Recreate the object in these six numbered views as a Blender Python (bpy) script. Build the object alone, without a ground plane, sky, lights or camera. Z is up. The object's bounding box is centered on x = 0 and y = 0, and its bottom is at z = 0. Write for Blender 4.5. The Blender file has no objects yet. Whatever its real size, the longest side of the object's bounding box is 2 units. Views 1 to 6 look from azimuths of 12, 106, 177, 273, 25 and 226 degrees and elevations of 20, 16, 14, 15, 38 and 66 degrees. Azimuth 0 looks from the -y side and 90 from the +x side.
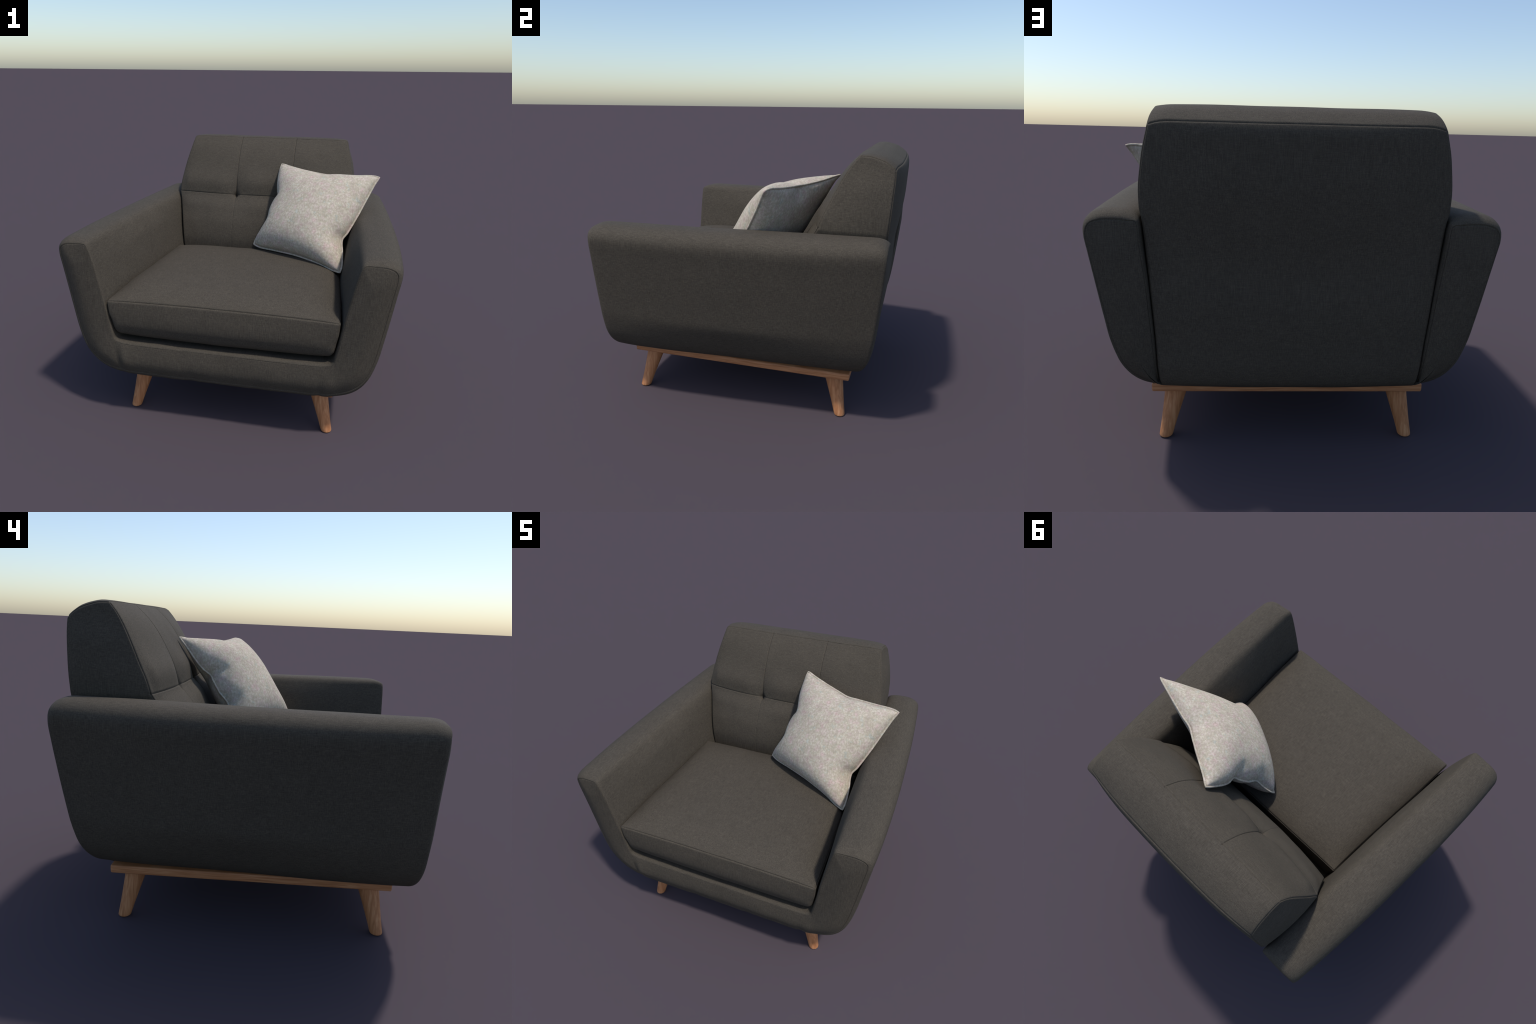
import bpy, bmesh, math
import numpy as np
from mathutils import Vector, noise as mnoise

# ------------------------------------------------------------------ helpers
def sstep(a, b, x):
    t = np.clip((np.asarray(x, float) - a) / (b - a), 0, 1)
    return t * t * (3 - 2 * t)

def curve_fn(pts):
    """monotone-ish smooth 1D function through (x, y) control points (cubic Hermite)"""
    p = np.array(sorted(pts), float)
    x, y = p[:, 0], p[:, 1]
    d = np.diff(y) / np.diff(x)
    m = np.empty(len(x)); m[0], m[-1] = d[0], d[-1]
    for i in range(1, len(x) - 1):
        m[i] = 0 if d[i - 1] * d[i] <= 0 else 2 * d[i - 1] * d[i] / (d[i - 1] + d[i])
    def f(q):
        q = np.asarray(q, float)
        i = np.clip(np.searchsorted(x, q) - 1, 0, len(x) - 2)
        h = x[i + 1] - x[i]; t = np.clip((q - x[i]) / h, -.2, 1.2)
        return ((2*t**3 - 3*t**2 + 1)*y[i] + (t**3 - 2*t**2 + t)*h*m[i]
                + (-2*t**3 + 3*t**2)*y[i+1] + (t**3 - t**2)*h*m[i+1])
    return f

def spline(pts, n):
    """centripetal-like Catmull-Rom through control points, resampled evenly to n points"""
    p = np.array(pts, float)
    p = np.vstack([2*p[0]-p[1], p, 2*p[-1]-p[-2]])
    out = []
    for i in range(1, len(p) - 2):
        L = np.linalg.norm(p[i+1]-p[i])
        m0 = (p[i+1]-p[i-1]) / max(1e-9, np.linalg.norm(p[i+1]-p[i]) + np.linalg.norm(p[i]-p[i-1])) * L
        m1 = (p[i+2]-p[i]) / max(1e-9, np.linalg.norm(p[i+2]-p[i+1]) + np.linalg.norm(p[i+1]-p[i])) * L
        t = np.linspace(0, 1, 24, endpoint=False)[:, None]
        out.append((2*t**3-3*t**2+1)*p[i] + (t**3-2*t**2+t)*m0 + (-2*t**3+3*t**2)*p[i+1] + (t**3-t**2)*m1)
    q = np.vstack(out + [p[-2][None]])
    s = np.r_[0, np.cumsum(np.linalg.norm(np.diff(q, axis=0), axis=1))]
    w = np.linspace(0, s[-1], n)
    return np.stack([np.interp(w, s, q[:, k]) for k in range(q.shape[1])], 1)

def wob(p, scale, seed=0.0):
    """smooth noise sampled at an (n,3) array of points"""
    return np.array([mnoise.noise(Vector((a*scale + seed, b*scale - seed, c*scale + 2*seed))) for a, b, c in p])

def mesh_from(name, verts, faces):
    me = bpy.data.meshes.new(name)
    me.from_pydata([tuple(v) for v in verts], [], [tuple(f) for f in faces])
    bm = bmesh.new(); bm.from_mesh(me)
    bmesh.ops.remove_doubles(bm, verts=bm.verts, dist=1e-5)
    bmesh.ops.dissolve_degenerate(bm, edges=bm.edges, dist=1e-6)
    bmesh.ops.recalc_face_normals(bm, faces=bm.faces)
    bm.to_mesh(me); bm.free()
    for p in me.polygons: p.use_smooth = True
    return me

def add(name, me, mat, parent=None):
    o = bpy.data.objects.new(name, me)
    bpy.context.scene.collection.objects.link(o)
    if me is not None and mat is not None and len(me.materials) == 0:
        me.materials.append(mat)
    if parent: o.parent = parent
    return o

def grid_faces(idx):
    a, b = idx.shape
    return [(idx[i, j], idx[i+1, j], idx[i+1, j+1], idx[i, j+1]) for i in range(a-1) for j in range(b-1)]

def edge_steps(lo, hi, n, fine):
    """coordinates from lo to hi: n even steps, with extra fine positions near both ends and given inner lines"""
    base = list(np.linspace(lo, hi, n + 1))
    for d in fine: base += [lo + d, hi - d]
    base = sorted(set(round(b, 5) for b in base))
    out = [base[0]]
    for b in base[1:]:
        if b - out[-1] > 1e-4: out.append(b)
    return np.array(out)

def box_shell(xs, ys, zs):
    """vertices and faces of the surface of a box gridded along xs, ys, zs"""
    V, F = [], []
    def face(P, Q, fn):
        base = len(V)
        for a in P:
            for b in Q: V.append(fn(a, b))
        idx = base + np.arange(len(P)*len(Q)).reshape(len(P), len(Q))
        F.extend(grid_faces(idx))
    face(xs, ys, lambda a, b: (a, b, zs[0])); face(xs, ys, lambda a, b: (a, b, zs[-1]))
    face(xs, zs, lambda a, b: (a, ys[0], b)); face(xs, zs, lambda a, b: (a, ys[-1], b))
    face(ys, zs, lambda a, b: (xs[0], a, b)); face(ys, zs, lambda a, b: (xs[-1], a, b))
    return np.array(V), F

def round_box(P, lo, hi, r):
    """pull the surface of a box onto the same box with edges rounded by radius r"""
    lo, hi = np.array(lo), np.array(hi)
    C = np.clip(P, lo + r, hi - r)
    d = P - C; L = np.linalg.norm(d, axis=1, keepdims=True)
    # normalise so grid lines near an edge spread over the arc
    return C + d / np.maximum(L, 1e-9) * np.minimum(L, r)

def displace(me, fn):
    """move vertices along their normals by fn(coords)->metres"""
    n = len(me.vertices)
    co = np.empty(n*3); me.vertices.foreach_get('co', co); co = co.reshape(-1, 3)
    no = np.empty(n*3); me.vertex_normals.foreach_get('vector', no); no = no.reshape(-1, 3)
    co = co + no * np.asarray(fn(co, no))[:, None]
    me.vertices.foreach_set('co', co.ravel()); me.update()

# ---------------------------------------------------------------- materials
def nodes(name):
    m = bpy.data.materials.new(name); m.use_nodes = True
    nt = m.node_tree; b = nt.nodes['Principled BSDF']
    return m, nt, b

def N(nt, kind, **kw):
    n = nt.nodes.new(kind)
    for k, v in kw.items():
        if k in n.inputs: n.inputs[k].default_value = v
        else: setattr(n, k, v)
    return n

def thread_noise(nt, scale_vec, detail=2.0, rough=.6):
    tc = N(nt, 'ShaderNodeTexCoord'); mp = N(nt, 'ShaderNodeMapping')
    mp.inputs['Scale'].default_value = scale_vec
    nt.links.new(tc.outputs['Object'], mp.inputs['Vector'])
    nz = N(nt, 'ShaderNodeTexNoise', Scale=1.0, Detail=detail, Roughness=rough)
    nt.links.new(mp.outputs['Vector'], nz.inputs['Vector'])
    return nz.outputs['Fac']

def math_node(nt, op, a, b):
    n = N(nt, 'ShaderNodeMath', operation=op)
    for i, v in enumerate((a, b)):
        if isinstance(v, (int, float)): n.inputs[i].default_value = v
        else: nt.links.new(v, n.inputs[i])
    return n.outputs[0]

def ramp(nt, fac, stops):
    r = N(nt, 'ShaderNodeValToRGB')
    e = r.color_ramp.elements
    while len(e) < len(stops): e.new(.5)
    for i, (p, c) in enumerate(stops):
        e[i].position = p; e[i].color = (*c, 1)
    nt.links.new(fac, r.inputs['Fac'])
    return r.outputs['Color']

def fabric_material():
    m, nt, b = nodes('charcoal_woven_fabric')
    a = thread_noise(nt, (340, 340, 18)); c = thread_noise(nt, (30, 340, 340)); d = thread_noise(nt, (340, 30, 340))
    weave = math_node(nt, 'ADD', math_node(nt, 'MULTIPLY', a, .38), math_node(nt, 'ADD', math_node(nt, 'MULTIPLY', c, .27), math_node(nt, 'MULTIPLY', d, .35)))
    blot = thread_noise(nt, (9, 9, 9), 4, .65)
    fac = math_node(nt, 'ADD', math_node(nt, 'MULTIPLY', weave, .93), math_node(nt, 'MULTIPLY', blot, .07))
    col = ramp(nt, fac, [(.32, (.036, .030, .022)), (.5, FAB), (.68, (.108, .091, .070))])
    nt.links.new(col, b.inputs['Base Color'])
    b.inputs['Roughness'].default_value = .85
    b.inputs['Specular IOR Level'].default_value = .2
    b.inputs['Sheen Weight'].default_value = .0
    bp = N(nt, 'ShaderNodeBump', Strength=.25, Distance=.002)
    nt.links.new(weave, bp.inputs['Height']); nt.links.new(bp.outputs['Normal'], b.inputs['Normal'])
    return m

FAB = (.067, .0565, .043)

def pillow_material():
    m, nt, b = nodes('mottled_linen')
    big = thread_noise(nt, (16, 16, 16), 5, .7)
    fine = thread_noise(nt, (80, 80, 60), 3, .6)
    thread = thread_noise(nt, (260, 260, 120), 2, .6)
    hue = thread_noise(nt, (24, 26, 22), 4, .65)
    f = math_node(nt, 'ADD', math_node(nt, 'MULTIPLY', big, .3), math_node(nt, 'ADD', math_node(nt, 'MULTIPLY', fine, .5), math_node(nt, 'MULTIPLY', thread, .2)))
    tone = ramp(nt, f, [(.34, (.36, .303, .245)), (.5, (.475, .405, .33)), (.66, (.655, .58, .495))])
    tint = ramp(nt, hue, [(.33, (.90, 1.02, 1.05)), (.43, (.99, 1.02, .95)), (.57, (1, .99, 1)), (.67, (1.06, .94, 1.0))])
    mx = N(nt, 'ShaderNodeMix', data_type='RGBA', blend_type='MULTIPLY')
    mx.inputs['Factor'].default_value = 1
    nt.links.new(tone, mx.inputs['A']); nt.links.new(tint, mx.inputs['B'])
    nt.links.new(mx.outputs['Result'], b.inputs['Base Color'])
    b.inputs['Roughness'].default_value = .9
    b.inputs['Specular IOR Level'].default_value = .2
    bp = N(nt, 'ShaderNodeBump', Strength=.3, Distance=.003)
    nt.links.new(f, bp.inputs['Height']); nt.links.new(bp.outputs['Normal'], b.inputs['Normal'])
    return m

def wood_material(name, scale_vec):
    m, nt, b = nodes(name)
    tc = N(nt, 'ShaderNodeTexCoord'); mp = N(nt, 'ShaderNodeMapping')
    mp.inputs['Scale'].default_value = scale_vec
    nt.links.new(tc.outputs['Object'], mp.inputs['Vector'])
    nz = N(nt, 'ShaderNodeTexNoise', Scale=1.0, Detail=5.0, Roughness=.6, Distortion=.4)
    nt.links.new(mp.outputs['Vector'], nz.inputs['Vector'])
    col = ramp(nt, nz.outputs['Fac'], [(.30, (.33, .132, .052)), (.5, (.45, .193, .083)), (.68, (.56, .28, .135))])
    nt.links.new(col, b.inputs['Base Color'])
    b.inputs['Roughness'].default_value = .5
    b.inputs['Specular IOR Level'].default_value = .35
    return m

fabric = fabric_material()
linen = pillow_material()
wood_rail = wood_material('oak_wood_rail', (6, 6, 120))
wood_leg = wood_material('oak_wood_leg', (75, 75, 5))

chair = add('armchair', None, None)
chair["label"] = "dark charcoal upholstered armchair with tapered wooden legs"
chair["category"] = "armchair"

# ------------------------------------------------- upholstered U-shaped body
# half section of the front frame: outside line and inside line, both from the arm crown to the middle
OUT = [(.872, 1.188), (.895, 1.1875), (.925, 1.183), (.955, 1.170), (.976, 1.148), (.986, 1.12), (.985, 1.09), (.970, 1.0), (.954, .9), (.938, .8),
       (.921, .7), (.903, .6), (.875, .5), (.853, .45), (.819, .40), (.776, .36), (.724, .334), (.67, .321), (.60, .314), (.4, .309), (0, .307)]
INN = [(.872, 1.188), (.85, 1.1878), (.815, 1.185), (.79, 1.176), (.778, 1.158), (.771, 1.13), (.748, 1.04), (.714, .87), (.685, .70),
       (.666, .60), (.655, .567), (.62, .556), (.5, .552), (.3, .551), (0, .551)]
HALF = 150
plan_out = curve_fn([(-.9, .0), (-.75, .012), (-.6, .014), (-.3, .009), (0, -.007), (.3, -.027), (.6, -.057), (.86, -.092), (.95, -.104)])
plan_top = curve_fn([(-.9, 0), (-.5, -.022), (-.1, -.048), (.3, -.085), (.5, -.096), (.8, -.10), (.95, -.102)])
plan_low = curve_fn([(-.9, .002), (-.6, -.024), (-.33, -.050), (.2, -.082), (.5, -.097), (.95, -.10)])
def plan_in(y, z=1.19):
    k = sstep(1.05, 1.18, z)
    return plan_top(y) * k + plan_low(y) * (1 - k)
rear_y = curve_fn([(.28, .70), (.31, .722), (.36, .754), (.4, .773), (.45, .789), (.5, .801), (.6, .817), (.7, .829), (.8, .840), (.9, .850), (1.0, .858), (1.1, .864), (1.2, .867), (1.3, .868)])

out_h, inn_h = spline(OUT, HALF), spline(INN, HALF)
t_h = np.linspace(0, 1, HALF)
mid_h = (out_h + inn_h) / 2
k0 = int(np.argmin(abs(t_h - .17)))
mid_h[:k0] = mid_h[k0]

def full(h):                      # mirror the half section into the whole U, left to right
    l = h.copy(); l[:, 0] *= -1
    return np.vstack([l, h[::-1][1:]])
out_u, inn_u, mid_u = full(out_h), full(inn_h), full(mid_h)
t_u = np.r_[t_h, t_h[::-1][1:]]
NT = len(t_u)

# at the rear the arm's inner wall runs straight down to the frame, beside the back panel
INN_REAR = [(.776, 1.188), (.752, 1.1878), (.722, 1.185), (.695, 1.178), (.670, 1.165), (.660, 1.14), (.653, 1.04), (.637, .87), (.628, .70),
            (.624, .60), (.618, .40), (.616, .336), (.602, .316), (.5, .313), (.3, .312), (0, .312)]
inn_rear_u = full(spline(INN_REAR, HALF))
crown_w = 1 - sstep(0, .12, t_u)

def sec_out(y):
    y = np.broadcast_to(np.asarray(y, float), (NT,))
    sh = plan_out(y); si = plan_in(y)
    sh = sh + ((sh + si) / 2 - sh) * crown_w
    s = sh * sstep(.15, .6, abs(out_u[:, 0])) * np.sign(out_u[:, 0])
    flat = .026 * np.exp(-((y + .05) / .52)**2) * sstep(.62, .44, out_u[:, 1]) * sstep(.5, .72, abs(out_u[:, 0]))
    s = s - flat * np.sign(out_u[:, 0])                  # the lower flank is flatter in the middle of the arm
    drop = .004 * sstep(-.35, -.80, y) * sstep(.42, .31, out_u[:, 1])
    return np.stack([out_u[:, 0] + s, out_u[:, 1] + drop], 1)

def sec_inn(y):
    y = np.broadcast_to(np.asarray(y, float), (NT,))
    si = plan_in(y, inn_u[:, 1])
    s = si * sstep(.15, .6, abs(inn_u[:, 0])) * np.sign(inn_u[:, 0])
    A = np.stack([inn_u[:, 0] + s, inn_u[:, 1]], 1)
    k = sstep(.40, .72, y)[:, None]
    A = A * (1 - k) + inn_rear_u * k
    w = crown_w[:, None] ** 1.5
    O = np.stack([inn_u[:, 0] + (sec_out(y)[:, 0] - out_u[:, 0]), inn_u[:, 1]], 1)
    return A * (1 - w) + O * w

def rad(keys):
    f = curve_fn(keys); return f(t_u)
# edge rounding (along y, across the section) by position t round the section
ry_out_f = rad([(0, .105), (.04, .10), (.08, .055), (.12, .03), (.45, .03), (.55, .045), (.65, .045), (1, .045)])
ra_out_f = rad([(0, .032), (.04, .032), (.08, .025), (.12, .02), (.45, .02), (.55, .035), (.65, .038), (1, .036)])
ry_inn_f = rad([(0, .105), (.04, .09), (.08, .04), (.12, .018), (.5, .018), (.6, .03), (1, .03)])
ra_inn_f = rad([(0, .032), (.04, .026), (.08, .015), (.12, .010), (.5, .010), (.6, .018), (1, .018)])
ry_out_r = rad([(0, .085), (.04, .08), (.08, .05), (.12, .016), (.45, .016), (.55, .03), (.65, .04), (1, .04)])
ra_out_r = rad([(0, .040), (.04, .038), (.08, .022), (.12, .008), (.45, .008), (.55, .015), (.65, .02), (1, .02)])
ry_inn_r = rad([(0, .085), (.04, .08), (.07, .06), (.09, .02), (.3, .022), (.5, .028), (1, .03)])
ra_inn_r = rad([(0, .040), (.04, .040), (.07, .032), (.09, .008), (.3, .009), (.5, .010), (1, .010)])
front_out = rad([(0, -.868), (.05, -.864), (.1, -.856), (.45, -.856), (.55, -.862), (.7, -.868), (1, -.868)])
front_inn = rad([(0, -.868), (.05, -.874), (.1, -.880), (.5, -.880), (1, -.878)])

groove_out = 1 - .9 * sstep(.45, .6, t_u)
groove_inn = 1 - .5 * sstep(.45, .55, t_u)
TH = np.radians([0, 12, 26, 40, 54, 68, 79, 85, 90])
CAP = [.0, .018, .04, .07, .12, .25, .42, .62, .82, 1.0]

def body_mesh():
    rows_out, rows_inn = [], []
    def end_rows(front):
        """rows from the middle of the end cap outwards and round the edge onto the side wall"""
        ro, ri = [], []
        for sec_fn, ry, ra, yend, acc in ((sec_out, ry_out_f if front else ry_out_r, ra_out_f if front else ra_out_r, front_out, ro),
                                            (sec_inn, ry_inn_f if front else ry_inn_r, ra_inn_f if front else ra_inn_r, front_inn, ri)):
            sgn = 1 if front else -1
            ynom = -.86 if front else .85
            S = sec_fn(ynom)
            M = (sec_out(ynom) + sec_inn(ynom)) / 2
            M[:k0] = M[k0]; M[NT-k0:] = M[NT-k0-1]
            pull = .25 * sstep(.622, .575, abs(S[:, 0])) * sstep(.60, .45, S[:, 1])          # the rail stops short under the back panel
            inset = 0 if sec_fn is sec_out else .014 * sstep(.95, .45, S[:, 1])
            ye = yend if front else rear_y(S[:, 1]) - .006 - pull - inset
            tg = np.gradient(S, axis=0)                         # inward normal of the section line
            D = np.stack([-tg[:, 1], tg[:, 0]], 1); D /= np.linalg.norm(D, axis=1, keepdims=True)
            D *= np.sign((D * (M - S)).sum(1))[:, None]
            D[0] = D[-1] = (0, -1)
            ym = (front_out + front_inn) / 2 - .018 if front else rear_y(M[:, 1]) + .003 - pull
            ym[:k0] = ym[k0]; ym[NT-k0:] = ym[NT-k0-1]
            rim = S + D * ra[:, None]
            cut = groove_out if sec_fn is sec_out else groove_inn
            if not front: cut = np.ones(NT)
            for k in CAP[::-1]:
                p = rim + (M - rim) * k
                y = ye + (ym - ye) * math.sin(k * math.pi / 2)
                if k == 0:  # stitched seam: a narrow groove
                    p = p + D * .0015 * cut[:, None]; y = y + sgn * (.0035 if front else .0048) * cut
                acc.append(np.stack([p[:, 0], y, p[:, 1]], 1))
            for th in TH[::-1][1:]:
                p = S + D * (ra * (1 - math.sin(math.pi/2 - th)))[:, None]
                y = ye + sgn * ry * (1 - math.sin(th))
                # sections follow the plan bow as they run away from the end
                q = sec_fn(y) - S
                acc.append(np.stack([p[:, 0] + q[:, 0], y, p[:, 1]], 1))
        return ro, ri
    fo, fi = end_rows(True); bo, bi = end_rows(False)
    def side(front, back, sec_fn):
        y0, y1 = front[-1][:, 1], back[-1][:, 1]
        mids = []
        for s in np.linspace(0, 1, 44)[1:-1]:
            y = y0 + (y1 - y0) * s
            S = sec_fn(y)
            mids.append(np.stack([S[:, 0], y, S[:, 1]], 1))
        return front + mids + back[::-1]
    A = np.array(side(fo, bo, sec_out)); B = np.array(side(fi, bi, sec_inn))
    R = A.shape[0]
    V = np.vstack([A.reshape(-1, 3), B.reshape(-1, 3)])
    ia = np.arange(R*NT).reshape(R, NT); ib = ia + R*NT
    F = grid_faces(ia) + grid_faces(ib)
    return mesh_from('body', V, F)

body_me = body_mesh()

def body_relief(co, no):
    x, y, z = co.T
    front = sstep(-.70, -.83, y)
    low = sstep(.62, .50, z)
    d = np.zeros(len(co))
    sel = low > .01
    n = np.zeros(len(co))
    n[sel] = wob(co[sel] * [1, .6, .5], 6.5, 3.1)
    d += .006 * n * low * front                                   # lumpy padding of the front rail
    # upholstery tucks where the rail meets the arms
    for cx, w, a, zc in ((-.645, .018, -.012, .43), (-.60, .03, .006, .44), (.60, .02, -.006, .36), (.655, .03, .004, .40), (-.2, .03, -.003, .35), (.22, .035, -.003, .36)):
        d += a * np.exp(-((x - cx - .12*(z-.45)*np.sign(cx)) / w)**2) * np.exp(-((z - zc) / .075)**2) * front
    m2 = np.zeros(len(co)); m2 = wob(co, 3.0, 7.7)
    d += .0025 * m2
    return d
displace(body_me, body_relief)

def split_by(me, keyfn, names, mat, parent):
    """cut one smooth mesh into named objects that keep the whole's vertex normals"""
    nv = len(me.vertices)
    co = np.empty(nv*3); me.vertices.foreach_get('co', co); co = co.reshape(-1, 3)
    no = np.empty(nv*3); me.vertex_normals.foreach_get('vector', no); no = no.reshape(-1, 3)
    groups = {}
    for p in me.polygons:
        groups.setdefault(keyfn(p.center), []).append(tuple(p.vertices))
    objs = []
    for key, faces in sorted(groups.items()):
        used = sorted({i for f in faces for i in f}); remap = {v: i for i, v in enumerate(used)}
        m = bpy.data.meshes.new(names[key])
        m.from_pydata([tuple(co[i]) for i in used], [], [tuple(remap[i] for i in f) for f in faces])
        for p in m.polygons: p.use_smooth = True
        m.normals_split_custom_set_from_vertices([tuple(no[i]) for i in used])
        objs.append(add(names[key], m, mat, parent))
    return objs

def body_key(c):
    if abs(c.x) < .60: return 0
    return 1 if c.x < 0 else 2
split_by(body_me, body_key, {0: 'seat_base', 1: 'arm', 2: 'arm'}, fabric, chair)
bpy.data.meshes.remove(body_me)

# ------------------------------------------------------------------ backrest
w_rear = curve_fn([(.25, .611), (.37, .614), (.64, .623), (.92, .637), (1.145, .651), (1.2, .660), (1.25, .660), (1.4, .642), (1.55, .613), (1.65, .598)])
w_front = curve_fn([(.25, .60), (.6, .60), (.85, .612), (1.0, .632), (1.1, .654), (1.17, .674), (1.2, .682), (1.24, .680), (1.4, .656), (1.55, .624), (1.61, .611), (1.65, .604)])
def half_w(z, t=1.0):
    return w_front(z) * (1 - t) + w_rear(z) * t
f_mid = curve_fn([(.30, .26), (.7, .25), (.85, .25), (1.0, .278), (1.109, .335), (1.152, .363), (1.204, .397), (1.244, .412), (1.35, .454), (1.453, .507), (1.541, .571), (1.585, .618), (1.625, .664)])
f_edge = curve_fn([(.30, .30), (.7, .28), (.85, .285), (1.0, .325), (1.109, .392), (1.17, .428), (1.19, .439), (1.266, .469), (1.356, .513), (1.438, .549), (1.511, .584), (1.569, .620), (1.607, .652), (1.625, .668)])
r_edge = curve_fn([(.25, .60), (.30, .680), (.316, .714), (.335, .741), (.36, .759), (.40, .773), (.45, .785), (.6, .799), (.8, .816), (1.0, .830), (1.17, .843), (1.27, .850), (1.41, .857), (1.5, .860), (1.56, .858), (1.63, .85)])
def r_bulge(z):
    return .036 * sstep(.85, 1.35, z) * sstep(1.62, 1.50, z) + .006 + .013 * np.exp(-((np.asarray(z) - .72) / .2)**2)
top_z = curve_fn([(0, 1.616), (.25, 1.617), (.5, 1.609), (.75, 1.594), (.9, 1.573), (1, 1.551)])

def top_drop(s, z, t):
    return (.005 + .012 * t) * np.clip((s - .86) / .14, 0, 1)**2 * sstep(1.40, 1.56, z)

SEAM_X, SEAM_Z = .215, 1.204
ZB = .304
FINE = [.0015, .0035, .006, .010, .016, .025]
bx = list(edge_steps(-.64, .64, 64, FINE))
for sx in (-SEAM_X, SEAM_X):
    bx += [sx + d for d in (-.013, -.008, -.0045, -.002, 0, .002, .0045, .008, .013)]
bx = np.array(sorted(set(np.round(bx, 5))))
bz = list(edge_steps(ZB, 1.62, 66, FINE)) + [SEAM_Z + d for d in (-.013, -.008, -.0045, -.002, 0, .002, .0045, .008, .013)]
bz = np.array(sorted(set(np.round(bz, 5))))
by = edge_steps(0, .30, 16, FINE)

def backrest_warp(V):
    """box coordinates (x, depth, height) -> wedge-shaped backrest"""
    V = round_box(V, (-.64, 0, ZB), (.64, .30, 1.62), .007)
    x, dpt, z = V.T
    t = dpt / .30
    zt = top_z(t)
    z2 = ZB + (z - ZB) / (1.62 - ZB) * (zt - ZB)
    W = half_w(z2, t)
    inner = .32                                   # quilt columns keep their place, the outer strip follows the side line
    ax = abs(x)
    x2 = np.where(ax <= inner, ax, inner + (ax - inner) / (.64 - inner) * (W - inner)) * np.sign(x)
    s = np.clip(abs(x2) / W, 0, 1)
    e = s ** 3.0
    Fy = f_mid(z2) * (1 - e) + f_edge(z2) * e
    Ry = r_edge(z2) - .010 * sstep(.8, .5, z2) + (r_bulge(z2) + .010 * sstep(.8, .5, z2)) * (1 - s**3)
    y2 = Fy + (Ry - Fy) * t
    # side panels are slightly stuffed
    x2 = x2 + np.sign(x2) * .016 * sstep(.95, 1.0, s) * np.sin(np.pi * np.clip(t, 0, 1)) * sstep(1.62, 1.4, z2)
    z3 = z2 + .006 * np.sin(np.pi * t) * sstep(1.5, 1.6, z2) * (1 - s**6)
    z3 = z3 - top_drop(s, z2, t)
    return np.stack([x2, y2, z3], 1)

def backrest_mesh():
    V, F = box_shell(bx, by, bz)
    return mesh_from('backrest', backrest_warp(V), F)

back_me = backrest_mesh()

def back_relief(co, no):
    x, y, z = co.T
    d = np.zeros(len(co))
    facing = sstep(-.25, -.45, no[:, 1]) * sstep(.95, .85, abs(no[:, 0]))
    isfront = facing * (y < .68)
    ax = abs(x)
    # pillowed quilting between the stitched lines
    gx = np.exp(-((ax - SEAM_X) / .055)**2)
    gz = np.exp(-((z - SEAM_Z) / .05)**2)
    near_b = np.exp(-((ax - SEAM_X)**2 + ((z - SEAM_Z) / 1.1)**2) / .13**2)
    d -= isfront * (.003 * gx * np.where(z > SEAM_Z, 1.0, .0) * np.exp(-((z - SEAM_Z) / .25)**2) + .002 * gz)
    d -= isfront * .006 * near_b
    d -= isfront * .032 * np.exp(-((ax - SEAM_X)**2 + (z - SEAM_Z)**2) / .014**2)
    # the crease pulled upwards from each button
    d -= isfront * .010 * np.exp(-((ax - SEAM_X) / .012)**2) * np.where(z > SEAM_Z, np.exp(-((z - SEAM_Z) / .09)**2), np.exp(-((z - SEAM_Z) / .02)**2))
    d += isfront * (.008 + .013 * (1 - np.exp(-((ax - SEAM_X) / .075)**2))) * np.exp(-((z - 1.285) / .08)**2) * sstep(.67, .60, ax)
    d += isfront * (.008 + .005 * (1 - np.exp(-((ax - SEAM_X) / .12)**2))) * np.exp(-((z - 1.12) / .055)**2) * sstep(.67, .60, ax)
    # stitched seams: narrow grooves
    d -= isfront * .005 * np.maximum(np.exp(-((ax - SEAM_X) / .0024)**2) * (.35 + .65 * sstep(1.12, 1.22, z)), np.exp(-((z - SEAM_Z) / .0028)**2))
    d += .0022 * wob(co, 3.5, 1.3) + isfront * .002 * wob(co, 8.0, 4.3)
    return d

def edge_groove(me, lines, depth, width):
    """press a groove along each polyline into the vertices near it (towards the inside of the mesh)"""
    from mathutils.kdtree import KDTree
    pts = [p for l in lines for p in l]
    kd = KDTree(len(pts))
    for i, p in enumerate(pts): kd.insert(Vector(p), i)
    kd.balance()
    def fn(co, no):
        return np.array([-depth * math.exp(-(kd.find(Vector(c))[2] / width)**2) for c in co])
    displace(me, fn)

# seams along the edges of the backrest: front side edges, top edges, rear edges
def run(*ends, n=400):
    p, q = map(np.array, ends)
    return p + (q - p) * np.linspace(0, 1, n)[:, None]
lines = []
for sx in (-.64, .64):
    for dp in (0, .30):
        lines.append(backrest_warp(run((sx, dp, .34), (sx, dp, 1.62))))
    lines.append(backrest_warp(run((sx, 0, 1.62), (sx, .30, 1.62))))
for dp in (0, .30):
    lines.append(backrest_warp(run((-.64, dp, 1.62), (.64, dp, 1.62), n=500)))
edge_groove(back_me, lines, .005, .0045)
displace(back_me, back_relief)
backrest = add('backrest', back_me, fabric, chair)

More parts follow.
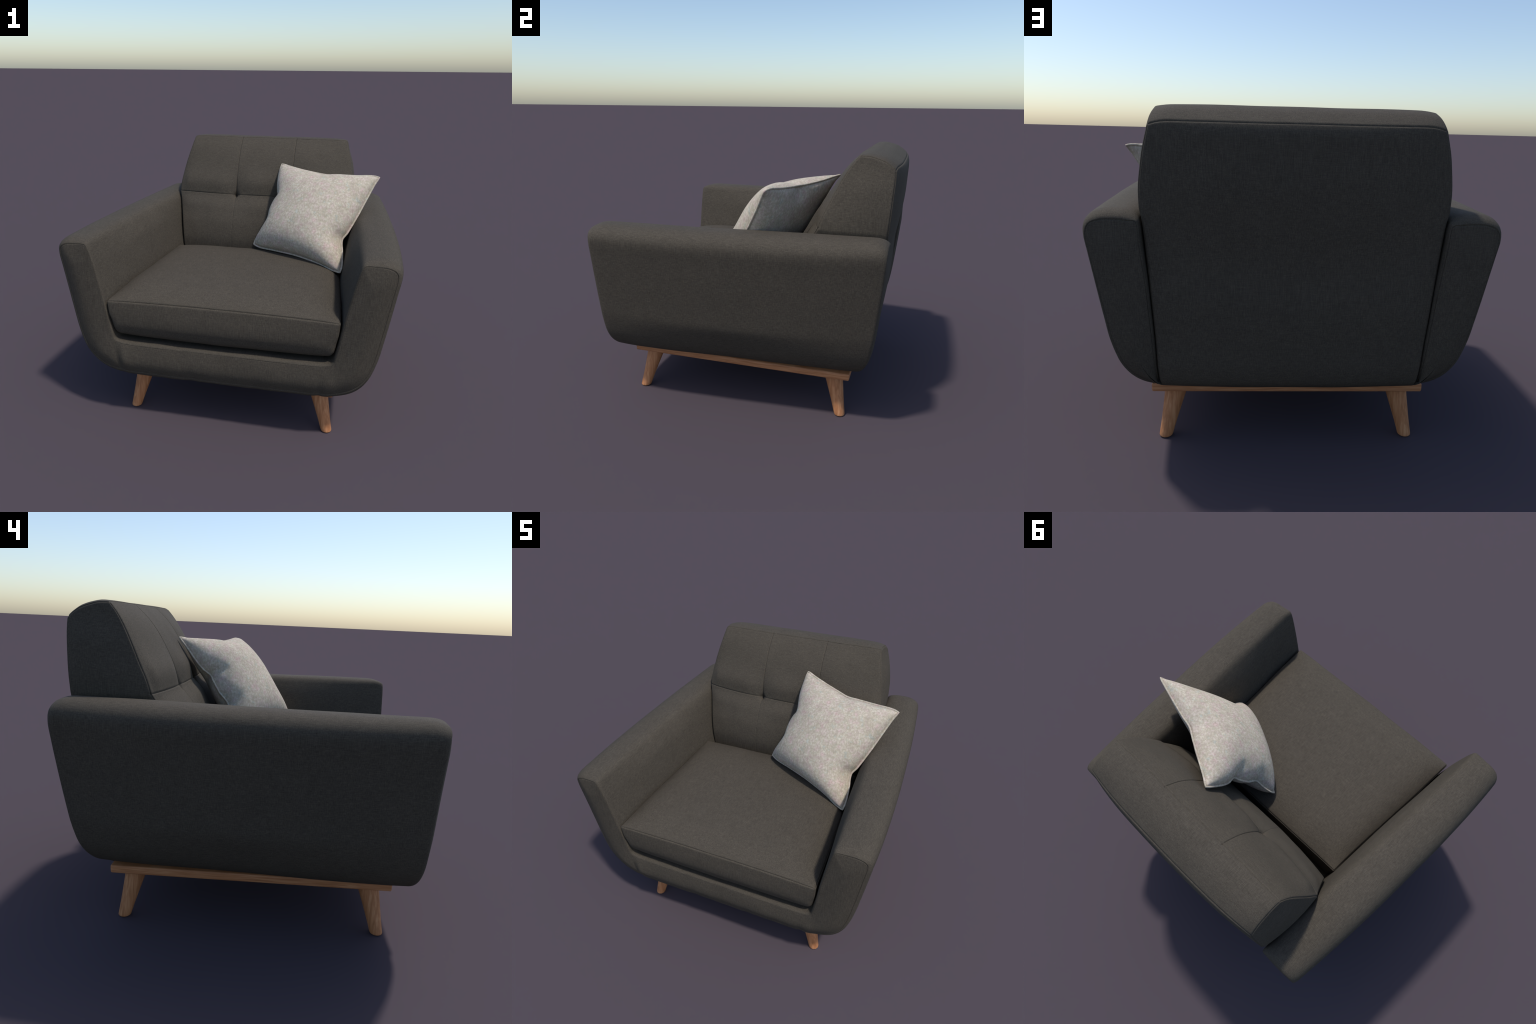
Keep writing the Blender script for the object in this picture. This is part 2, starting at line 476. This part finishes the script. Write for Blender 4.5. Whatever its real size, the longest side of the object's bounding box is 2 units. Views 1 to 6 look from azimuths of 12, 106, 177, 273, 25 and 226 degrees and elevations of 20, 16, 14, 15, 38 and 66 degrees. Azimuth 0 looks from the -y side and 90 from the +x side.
# fabric-covered buttons sunk in the dimples
def lathe(name, prof, seg):
    V, F = [], []
    for r, z in prof:
        for k in range(seg):
            a = 2*math.pi*k/seg; V.append((r*math.cos(a), r*math.sin(a), z))
    n = len(prof)
    for i in range(n-1):
        for k in range(seg):
            F.append((i*seg+k, i*seg+(k+1) % seg, (i+1)*seg+(k+1) % seg, (i+1)*seg+k))
    F.append(tuple(range(seg))[::-1]); F.append(tuple((n-1)*seg + k for k in range(seg)))
    return mesh_from(name, V, F)
but_me = lathe('button', [(.005, -.006), (.008, -.003), (.009, 0), (.008, .003), (.005, .005), (.002, .0056)], 20)
nrm = Vector((0, -.90, .43)).normalized()
for sx in (-SEAM_X, SEAM_X):
    o = add('button', but_me, fabric, backrest)
    o.location = Vector((sx, float(f_mid(SEAM_Z)), SEAM_Z)) - nrm * .056
    o.rotation_euler = nrm.to_track_quat('Z', 'Y').to_euler()

# -------------------------------------------------------------- seat cushion
CX, CY0, CY1, CZ0, CZ1 = .69, -.881, .205, .602, .82
def cushion_warp(V):
    """box coordinates -> crowned seat cushion, narrower at the back and at the bottom"""
    lo, hi = (-CX, CY0, CZ0), (CX, CY1, CZ1)
    w = sstep(.35, .65, (V[:, 2] - CZ0) / (CZ1 - CZ0))[:, None]
    x, y, z = (round_box(V, lo, hi, .010) * w + round_box(V, lo, hi, .035) * (1 - w)).T
    v = (z - CZ0) / (CZ1 - CZ0); f = (y - CY0) / (CY1 - CY0); u = x / CX
    wid = (1 - .098 * (.55 * sstep(0, 1, f) + .45 * f)) * (1 - .042 * (1 - v))
    x2 = x * wid
    dx, d0, d1 = CX - abs(x), y - CY0, CY1 - y           # distance from the rims
    crown = (1 - np.exp(-dx / .07)) * (1 - np.exp(-d0 / .085)) * (1 - np.exp(-d1 / .11))
    cu, cf = np.clip(1 - u*u, 0, 1), np.clip(1 - (2*f - 1)**2, 0, 1)
    z2 = z + .078 * crown * sstep(.5, 1, v) - .046 * (cu * cf)**.32 * sstep(.5, 0, v)
    z2 = z2 + .010 * cu * sstep(.8, 1, v) * sstep(.1, 0, f) +   .006 * sstep(.55, 1, f) * v
    y2 = y - .014 * np.sin(np.pi * np.clip(v, 0, 1)) * cu**.4 * sstep(.12, 0, f)
    y2 = y2 + .012 * sstep(.35, 0, v) * sstep(.12, 0, f)  # underside tucks back
    x2 = x2 + np.sign(x) * .004 * np.sin(np.pi * np.clip(v, 0, 1)) * sstep(.96, 1, abs(u))
    return np.stack([x2, y2, z2], 1)

xs = edge_steps(-CX, CX, 64, FINE); ys = edge_steps(CY0, CY1, 52, FINE); zs = edge_steps(CZ0, CZ1, 12, FINE)
V_, F_ = box_shell(xs, ys, zs)
cush_me = mesh_from('seat_cushion', cushion_warp(V_), F_)
# piped seam round the top edge and down the front corners
cl = [cushion_warp(run((-CX, yy, CZ1), (CX, yy, CZ1), n=600)) for yy in (CY0, CY1)]
for sx in (-CX, CX):
    cl.append(cushion_warp(run((sx, CY0, CZ1), (sx, CY1, CZ1), n=500)))
    cl.append(cushion_warp(run((sx, CY0, CZ0 + .07), (sx, CY0, CZ1), n=150)))
edge_groove(cush_me, cl, .0048, .0036)
displace(cush_me, lambda co, no: .003 * wob(co, 4.0, 2.2))
add('seat_cushion', cush_me, fabric, chair)

# ------------------------------------------------------- wooden frame and legs
def frame_mesh():
    lo, hi = (-.668, -.767, .266), (.668, .675, .312)
    fine = [.003, .007]
    V, F = box_shell(edge_steps(lo[0], hi[0], 16, fine), edge_steps(lo[1], hi[1], 16, fine), edge_steps(lo[2], hi[2], 4, fine))
    V = round_box(V, lo, hi, .010)
    return mesh_from('base_frame', V, F)
add('base_frame', frame_mesh(), wood_rail, chair)

LEGS = [((-.556, -.657), (-.622, -.722)), ((.568, -.657), (.640, -.722)), ((.556, .560), (.614, .622)), ((-.556, .560), (-.614, .622))]
def leg_mesh(top, foot):
    zt, h = .272, .272
    ring, V, F, seg = [], [], [], 36
    prof = [(0, .0255), (.0015, .029), (.004, .0322), (.009, .0338), (.03, .0352), (.08, .0392), (.14, .0452), (.20, .0518), (.24, .0572), (.272, .060)]
    for z, r in prof:
        k = z / h
        cx, cy = foot[0] + (top[0]-foot[0])*k, foot[1] + (top[1]-foot[1])*k
        for i in range(seg):
            a = 2*math.pi*i/seg
            V.append((cx + r*math.cos(a), cy + r*math.sin(a), z))
    n = len(prof)
    for i in range(n-1):
        for k in range(seg):
            F.append((i*seg+k, i*seg+(k+1) % seg, (i+1)*seg+(k+1) % seg, (i+1)*seg+k))
    F.append(tuple(range(seg))); F.append(tuple((n-1)*seg+k for k in range(seg)))
    return mesh_from('leg', V, F)
for top, foot in LEGS:
    me = leg_mesh(top, foot)
    o = add('leg', me, wood_leg, chair)

# ------------------------------------------------------------- throw pillow
TL, TR, BR, BL = (.132, .481, 1.441), (.854, .191, 1.427), (.644, -.227, .868), (-.004, .110, .908)
NP = 90
e_top = spline([TL, (.19, .445, 1.432), (.30, .388, 1.418), (.41, .330, 1.410), (.487, .288, 1.408), (.56, .272, 1.411), (.70, .236, 1.420), (.80, .208, 1.430), TR], NP)
e_bot = spline([BL, (.05, .082, .898), (.17, .025, .902), (.33, -.057, .906), (.48, -.135, .893), (.58, -.195, .876), BR], NP)
e_left = spline([BL, (.010, .130, .945), (.045, .150, .995), (.087, .171, 1.065), (.098, .226, 1.13), (.122, .266, 1.19), (.146, .290, 1.225), (.130, .335, 1.262), (.122, .376, 1.31), (.122, .428, 1.38), TL], NP)
e_right = spline([BR, (.650, -.185, .905), (.645, -.12, .96), (.636, -.05, 1.035), (.668, -.018, 1.08), (.724, .050, 1.18), (.788, .126, 1.31), (.828, .168, 1.39), TR], NP)

def pillow_parts():
    u = np.linspace(0, 1, NP)
    U, Vv = np.meshgrid(u, u, indexing='ij')        # U along x-ish (left->right), V upwards
    c00, c10, c01, c11 = map(np.array, (BL, BR, TL, TR))
    def soft(e):                                     # the seam line without its kinks
        k = e.copy()
        for _ in range(260):
            k[1:-1] = (k[:-2] + 2*k[1:-1] + k[2:]) / 4
        return k
    sb, st, sl, sr = map(soft, (e_bot, e_top, e_left, e_right))
    S = ((1-Vv)[..., None]*sb[:, None] + Vv[..., None]*st[:, None] + (1-U)[..., None]*sl[None] + U[..., None]*sr[None]
         - ((1-U)*(1-Vv))[..., None]*c00 - (U*(1-Vv))[..., None]*c10 - ((1-U)*Vv)[..., None]*c01 - (U*Vv)[..., None]*c11)
    fall = lambda w: (1 - sstep(0, .14, w))[..., None]  # kinks fade quickly into the filling
    S = S + (e_bot - sb)[:, None]*fall(Vv) + (e_top - st)[:, None]*fall(1-Vv) + (e_left - sl)[None]*fall(U) + (e_right - sr)[None]*fall(1-U)
    n = np.cross(c11 - c00, c01 - c10); n /= np.linalg.norm(n)
    a, b = 2*U - 1, 2*Vv - 1
    pa = 2.3 + .7 * sstep(0, -1, a) * sstep(.6, 0, Vv); pb = 2.2 + 1.0 * sstep(.2, -.8, b)   # fuller towards the bottom
    infl = (np.clip(1 - abs(a)**pa, 0, 1) * np.clip(1 - abs(b)**pb, 0, 1)) ** .50
    nz = wob(S.reshape(-1, 3), 5.0, 5.5).reshape(U.shape)
    edge = 4 * np.sqrt(np.clip(U*(1-U)*Vv*(1-Vv), 0, 1))
    def pinch(ku, kv, r):   # folds running in from the kinks of the seam
        return np.exp(-((U-ku)**2 + (Vv-kv)**2) / r**2)
    folds = .020*pinch(.5, .98, .09) + .030*pinch(.98, .30, .09) + .006*pinch(.02, .60, .07) + .006*pinch(.02, .30, .07)
    hf = .176 * infl + .006 * nz * edge - folds * (edge > 0)*sstep(0, .15, edge)
    hb = .190 * (1 - .58 * Vv) * infl - .010 * nz * edge - folds * sstep(0, .15, edge)
    fr = S + n * hf[..., None]; bk = S - n * hb[..., None]
    V = np.vstack([fr.reshape(-1, 3), bk.reshape(-1, 3)])
    idx = np.arange(NP*NP).reshape(NP, NP)
    F = grid_faces(idx) + [f[::-1] for f in grid_faces(idx + NP*NP)]
    return mesh_from('pillow_cover', V, F), S, n

pillow = add('throw_pillow', None, None)
pillow["label"] = "light beige square linen throw pillow with piped edges"
pillow["category"] = "pillow"
cover_me, surf, p_n = pillow_parts()
pillow.location = (.32, -.05, .87)
add('pillow_cover', cover_me, linen, pillow).location = (-.32, .05, -.87)

def welt_mesh():
    """flat stitched flange with a rounded lip that follows the seam"""
    loop = np.vstack([e_bot[:-1], e_right[:-1], e_top[::-1][:-1], e_left[::-1][:-1]])
    cen = loop.mean(0); n = len(loop)
    tan = np.roll(loop, -1, 0) - np.roll(loop, 1, 0); tan /= np.linalg.norm(tan, axis=1, keepdims=True)
    side = np.cross(tan, p_n); side /= np.linalg.norm(side, axis=1, keepdims=True)
    side *= np.sign(((loop - cen) * side).sum(1))[:, None]
    for _ in range(3): side = (np.roll(side, 1, 0) + side + np.roll(side, -1, 0)) / 3
    up = np.cross(tan, side); up /= np.linalg.norm(up, axis=1, keepdims=True)
    prof = [(-.008, .0), (-.004, .003), (-.001, .0050), (.003, .0058), (.0075, .0042), (.0095, .0), (.0075, -.0042), (.003, -.0058), (-.001, -.0050), (-.004, -.003)]
    V, F = [], []
    for i in range(n):
        for s, h in prof: V.append(loop[i] + side[i]*s + up[i]*h)
    k = len(prof)
    for i in range(n):
        for j in range(k):
            F.append((i*k+j, i*k+(j+1) % k, ((i+1) % n)*k+(j+1) % k, ((i+1) % n)*k+j))
    return mesh_from('piping', V, F)
add('piping', welt_mesh(), linen, pillow).location = (-.32, .05, -.87)
